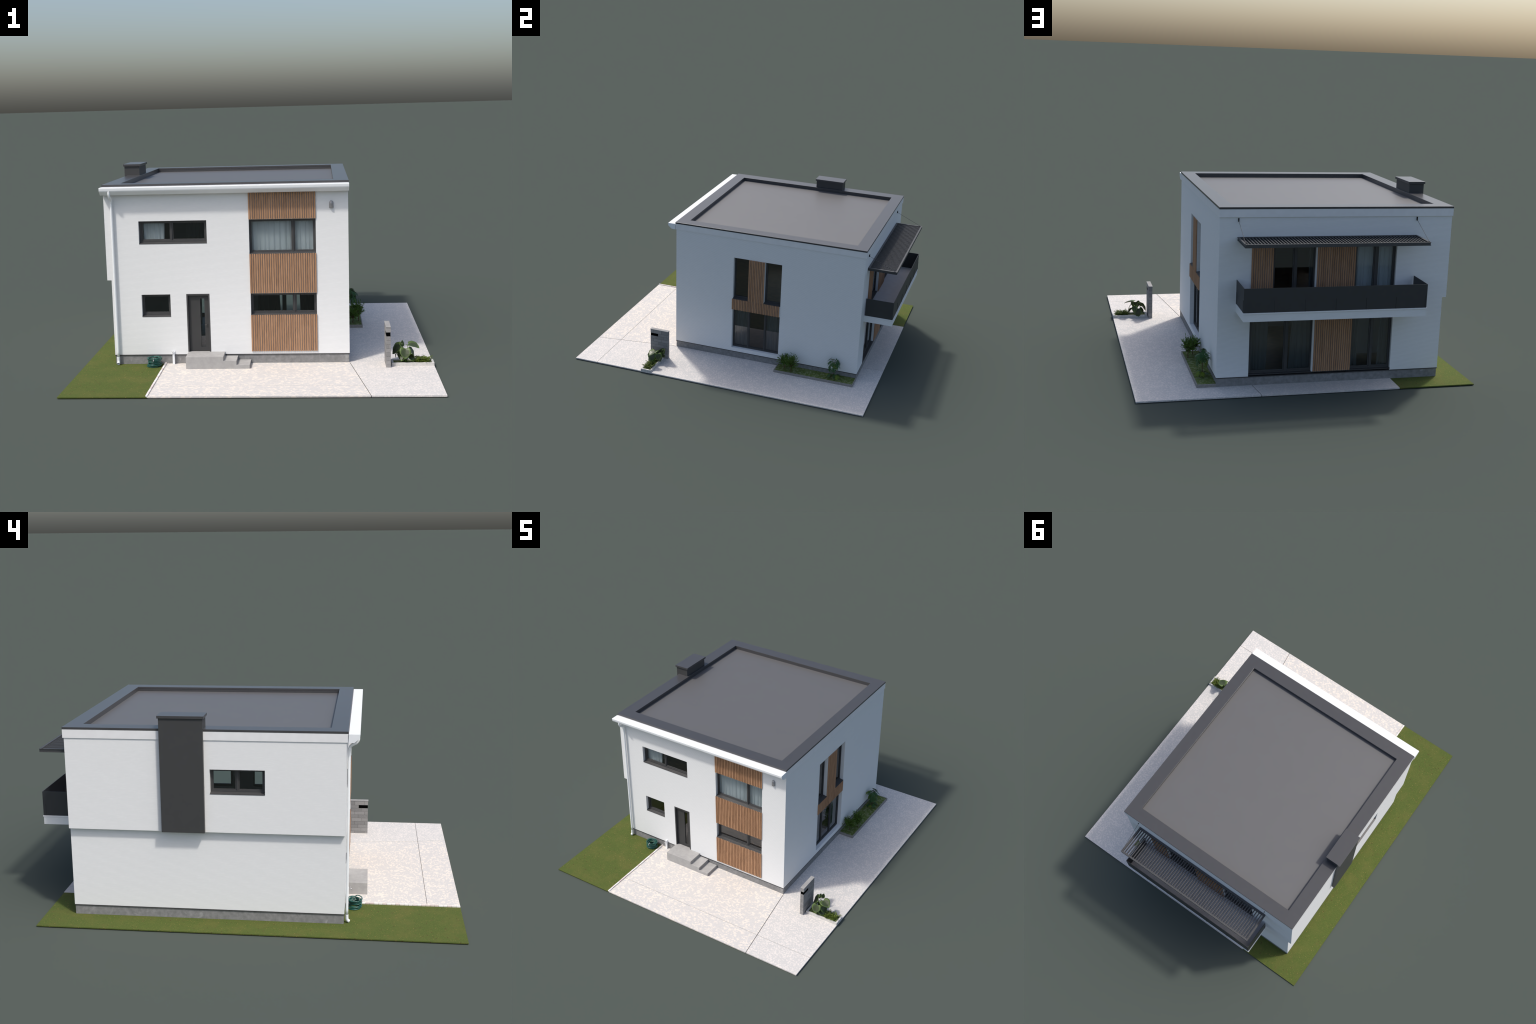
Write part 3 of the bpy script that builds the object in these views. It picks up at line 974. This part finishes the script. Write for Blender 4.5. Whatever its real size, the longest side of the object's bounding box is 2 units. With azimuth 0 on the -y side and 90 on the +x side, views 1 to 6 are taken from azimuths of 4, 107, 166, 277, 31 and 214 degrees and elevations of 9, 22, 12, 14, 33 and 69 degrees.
sub(stems.obj("stem", "bushleaf", smooth=True), planter)

# feathery fern beside it: arching fronds with leaflets
w = Build()
rr = random.Random(3)
for i in range(120):
    bx0 = Vector((rr.uniform(0.775, 0.846), rr.uniform(-0.512, -0.472), 0.0175))
    a = rr.uniform(0, TAU)
    ln, ht = rr.uniform(0.014, 0.034), rr.uniform(0.008, 0.030)
    dirv = Vector((math.cos(a), math.sin(a), 0))
    nrm = Vector((-dirv.y, dirv.x, 0))
    m = 9
    pts = [bx0 + dirv * ln * t + Vector((0, 0, ht * math.sin(min(1, t * 1.05) * 1.9))) for t in [q / m for q in range(m + 1)]]
    for q in range(1, m + 1):
        lw = 0.0055 * math.sin(math.pi * (0.12 + 0.86 * q / m)) + 0.001
        d = (pts[q] - pts[q - 1]).normalized()
        for s in (-1, 1):
            tip = pts[q] + nrm * s * lw + d * lw * 0.6 - Vector((0, 0, lw * 0.25))
            b0, b1 = pts[q] - d * 0.0010, pts[q] + d * 0.0010
            up = Vector((0, 0, 0.0004))
            w.add([b0, b1, tip, b0 - up, b1 - up, tip - up], [(0, 1, 2), (5, 4, 3), (0, 3, 4, 1), (1, 4, 5, 2), (2, 5, 3, 0)])
    tube(w, pts, 0.0004, 4)
fern = sub(w.obj("fern", "fernleaf"), planter)
fern["kind"] = "stuff"

# ------------------------------------------------------------------ flower bed beside the house
bed = empty("flower_bed", label="narrow grassy bed with two shrubs and a small tree", category="flower bed", loc=(0.508, 0.545, ZP))
BX0, BX1, BY0, BY1 = XR - 0.0022, 0.5552, 0.2790, 0.8112
w = Build()
w.box(BX1 - 0.0052, BX1, BY0, BY1, 0.0050, 0.0240)
w.box(BX0, BX1 - 0.0053, BY0, BY0 + 0.0052, 0.0050, 0.0240)
w.box(BX0, BX1 - 0.0053, BY1 - 0.0046, BY1, 0.0050, 0.0240)
sub(w.obj("bed_border", "bedframe", bevel=0.0004), bed)
# lumpy turf
w = Build()
nx, ny = 24, 120
for i in range(nx + 1):
    for j in range(ny + 1):
        x, y = BX0 + (BX1 - 0.0050 - BX0) * i / nx, BY0 + 0.0050 + (BY1 - 0.0094 - BY0) * j / ny
        w.v.append((x, y, 0.0226 + 0.0012 * noise.noise((x * 90, y * 90, 0))))
for i in range(nx):
    for j in range(ny):
        a = i * (ny + 1) + j
        w.f.append([a, a + ny + 1, a + ny + 2, a + 1])
sub(w.obj("turf", "bedgreen", smooth=True), bed)


def shrub(base, height, radius, seed, count):
    rr = random.Random(seed)
    base = Vector(base)
    wood, green = Build(), Build()
    top = base + Vector((0, 0, height * 0.32))
    tube(wood, [base, base.lerp(top, 0.5) + Vector((0.0015, 0.001, 0)), top], [0.0026, 0.0021, 0.0017], 6)
    cen = base + Vector((-0.004, -0.004, height - radius * 1.0))
    for _ in range(count):
        while True:
            v = Vector((rr.uniform(-1, 1), rr.uniform(-1, 1), rr.uniform(-0.95, 1)))
            if 0.25 < v.length < 1:
                break
        end = cen + Vector((v.x * 1.12, v.y * 1.12, v.z * 0.95)) * radius * rr.choice((0.7, 0.95, 1.0, 1.15))
        s0 = top + Vector((rr.uniform(-0.002, 0.002), rr.uniform(-0.002, 0.002), rr.uniform(-0.006, 0.004)))
        mid = s0.lerp(end, 0.55) + Vector((0, 0, 0.003))
        tube(wood, [s0, mid, end], [0.0008, 0.0006, 0.0003], 4)
        out = (end - s0).normalized()
        for q in range(9):
            t = 0.35 + 0.65 * q / 8
            p = (s0.lerp(mid, t / 0.55) if t < 0.55 else mid.lerp(end, (t - 0.55) / 0.45))
            d = (out + Vector((rr.gauss(0, 0.6), rr.gauss(0, 0.6), rr.gauss(0.25, 0.5)))).normalized()
            sd = d.cross(Vector((rr.gauss(0, 1), rr.gauss(0, 1), rr.gauss(0, 1)))).normalized()
            nn = d.cross(sd) * 0.0003
            ln, wd = rr.uniform(0.008, 0.0140), rr.uniform(0.0015, 0.0026)
            P4 = [p, p + d * ln * 0.5 + sd * wd, p + d * ln, p + d * ln * 0.5 - sd * wd]
            green.add([*P4, *[x - nn for x in P4]], [(0, 1, 2, 3), (7, 6, 5, 4), (0, 4, 5, 1), (1, 5, 6, 2), (2, 6, 7, 3), (3, 7, 4, 0)])
    root = empty("shrub", loc=base)
    sub(root, bed)
    for o in (wood.obj("stem", "bark"), green.obj("foliage", "bushleaf")):
        o.parent = root
        o.matrix_parent_inverse = Matrix.Translation(base).inverted()
    return root


shrub((0.5350, 0.3930, 0.022), 0.124, 0.046, 21, 120)
shrub((0.5010, 0.3360, 0.022), 0.104, 0.041, 22, 95)

tree = empty("small_tree", loc=(0.5035, 0.6680, 0.022))
sub(tree, bed)
tree_inv = Matrix.Translation((0.5035, 0.6680, 0.022)).inverted()
SPLIT = split_leaf("leaf", "palmleaf")
w = Build()
tube(w, smooth_path([(0.5035, 0.6680, 0.020), (0.5045, 0.6690, 0.055), (0.5030, 0.6675, 0.108)], 4), 0.0021, 8)
rr = random.Random(9)
crown = Vector((0.5030, 0.6675, 0.108))


def hang(at, a, pitch, size, root, inv):
    o = link(bpy.data.objects.new("leaf", SPLIT))
    d = Vector((math.cos(a) * math.cos(pitch), math.sin(a) * math.cos(pitch), math.sin(pitch)))
    u = Vector((math.cos(a) * 0.7, math.sin(a) * 0.7, 0.7))
    foot = aim(o, at, d, u, size)
    mw = o.matrix_world.copy()
    o.parent = root
    o.matrix_parent_inverse = Matrix.Identity(4)
    o.matrix_basis = inv @ mw
    return foot


for i in range(14):
    a = TAU * i / 7 + rr.uniform(-0.3, 0.3)
    hi = i < 7
    rad = rr.uniform(0.020, 0.034) if hi else rr.uniform(0.018, 0.030)
    z = rr.uniform(0.128, 0.152) if hi else rr.uniform(0.094, 0.118)
    at = Vector((0.5030 + rad * math.cos(a), 0.6675 + rad * math.sin(a) * 1.1, z))
    foot = hang(at, a, rr.uniform(-1.1, -0.3) if hi else rr.uniform(-1.45, -0.8), rr.uniform(0.034, 0.046), tree, tree_inv)
    tube(w, smooth_path([crown - Vector((0, 0, 0.01)), crown.lerp(foot, 0.5) + Vector((0, 0, 0.006)), foot], 4), 0.0007, 5)
for k, (dx, dy) in enumerate(((0.020, 0.012), (0.022, -0.022), (-0.016, -0.020), (0.004, -0.034), (-0.018, 0.026), (0.006, 0.034), (0.028, 0.030))):
    a = math.atan2(dy, dx)
    at = Vector((0.5035 + dx, 0.6680 + dy, rr.uniform(0.034, 0.046)))
    foot = hang(at, a, rr.uniform(-0.7, 0.2), rr.uniform(0.024, 0.032), tree, tree_inv)
    tube(w, [(0.5035 + dx * 0.6, 0.6680 + dy * 0.6, 0.021), foot], 0.0006, 5)
o = w.obj("trunk", "bark", smooth=True)
o.parent = tree
o.matrix_parent_inverse = tree_inv

# ------------------------------------------------------------------ garden tap and hose
tap = empty("garden_tap", label="white standpipe with small chrome tap", category="outdoor tap", loc=(-0.4180, -0.4625, ZP))
w = Build().box(-0.4236, -0.4124, -0.4682, YF - 0.0004, 0.0064, 0.0720)
sub(w.obj("standpipe", "gutter", bevel=0.0012), tap)
w = Build()
tx, tz = -0.4205, 0.0655
tube(w, smooth_path([(tx, -0.4670, tz), (tx, -0.4740, tz), (tx, -0.4800, tz - 0.0005), (tx, -0.4825, tz - 0.0030), (tx, -0.4828, tz - 0.0065)], 4), 0.0017, 8)
tube(w, [(tx, -0.4740, tz + 0.001), (tx, -0.4740, tz + 0.0085)], 0.0014, 8)
tube(w, [(tx - 0.0048, -0.4740, tz + 0.0088), (tx + 0.0048, -0.4740, tz + 0.0088)], 0.0013, 8)
sub(w.obj("tap_spout", "steel", smooth=True), tap)

hose = empty("garden_hose", label="coiled dark green garden hose with grey strap", category="garden hose", loc=(-0.5125, -0.4985, ZG))
w = Build()
rr = random.Random(17)
path, turns, per = [], 17, 26
rad = [rr.uniform(0.022, 0.0355) for _ in range(turns + 2)]
cxs = [(rr.uniform(-0.0050, 0.0060), rr.uniform(-0.005, 0.004)) for _ in range(turns + 2)]
for i in range(turns * per + 1):
    tt = i / per
    k, f = int(tt), tt - int(tt)
    k2 = min(k + 1, turns + 1)
    r = rad[k] * (1 - f) + rad[k2] * f
    ox, oy = cxs[k][0] * (1 - f) + cxs[k2][0] * f, cxs[k][1] * (1 - f) + cxs[k2][1] * f
    a = tt * TAU
    layer = 0.00255 * tt
    z = ZG + 0.0026 + layer * 0.98 + 0.0045 * math.sin(a * 1.0 + k * 1.7) * min(1, tt) * 0.8
    path.append((-0.5125 + ox + r * math.cos(a), -0.4985 + oy + r * 0.95 * math.sin(a), max(ZG + 0.0024, z)))
tube(w, path, 0.0024, 8)
sub(w.obj("hose", "hose", smooth=True), hose)
w = Build()
a = -1.45
c, s = math.cos(a), math.sin(a)
ctr = Vector((-0.5125, -0.4985, 0))
loop = [ctr + Vector((c * r, s * r, z)) for r, z in ((0.0205, 0.030), (0.0210, 0.049), (0.028, 0.0530), (0.0365, 0.050), (0.0380, 0.042))]
tan = Vector((-s, c, 0)) * 0.0022
for p, q in zip(loop, loop[1:]):
    nn = (q - p).cross(tan).normalized() * 0.0006
    w.hexa([p - tan, p + tan, q + tan, q - tan, p - tan + nn, p + tan + nn, q + tan + nn, q - tan + nn])
sub(w.obj("strap", "strap"), hose)
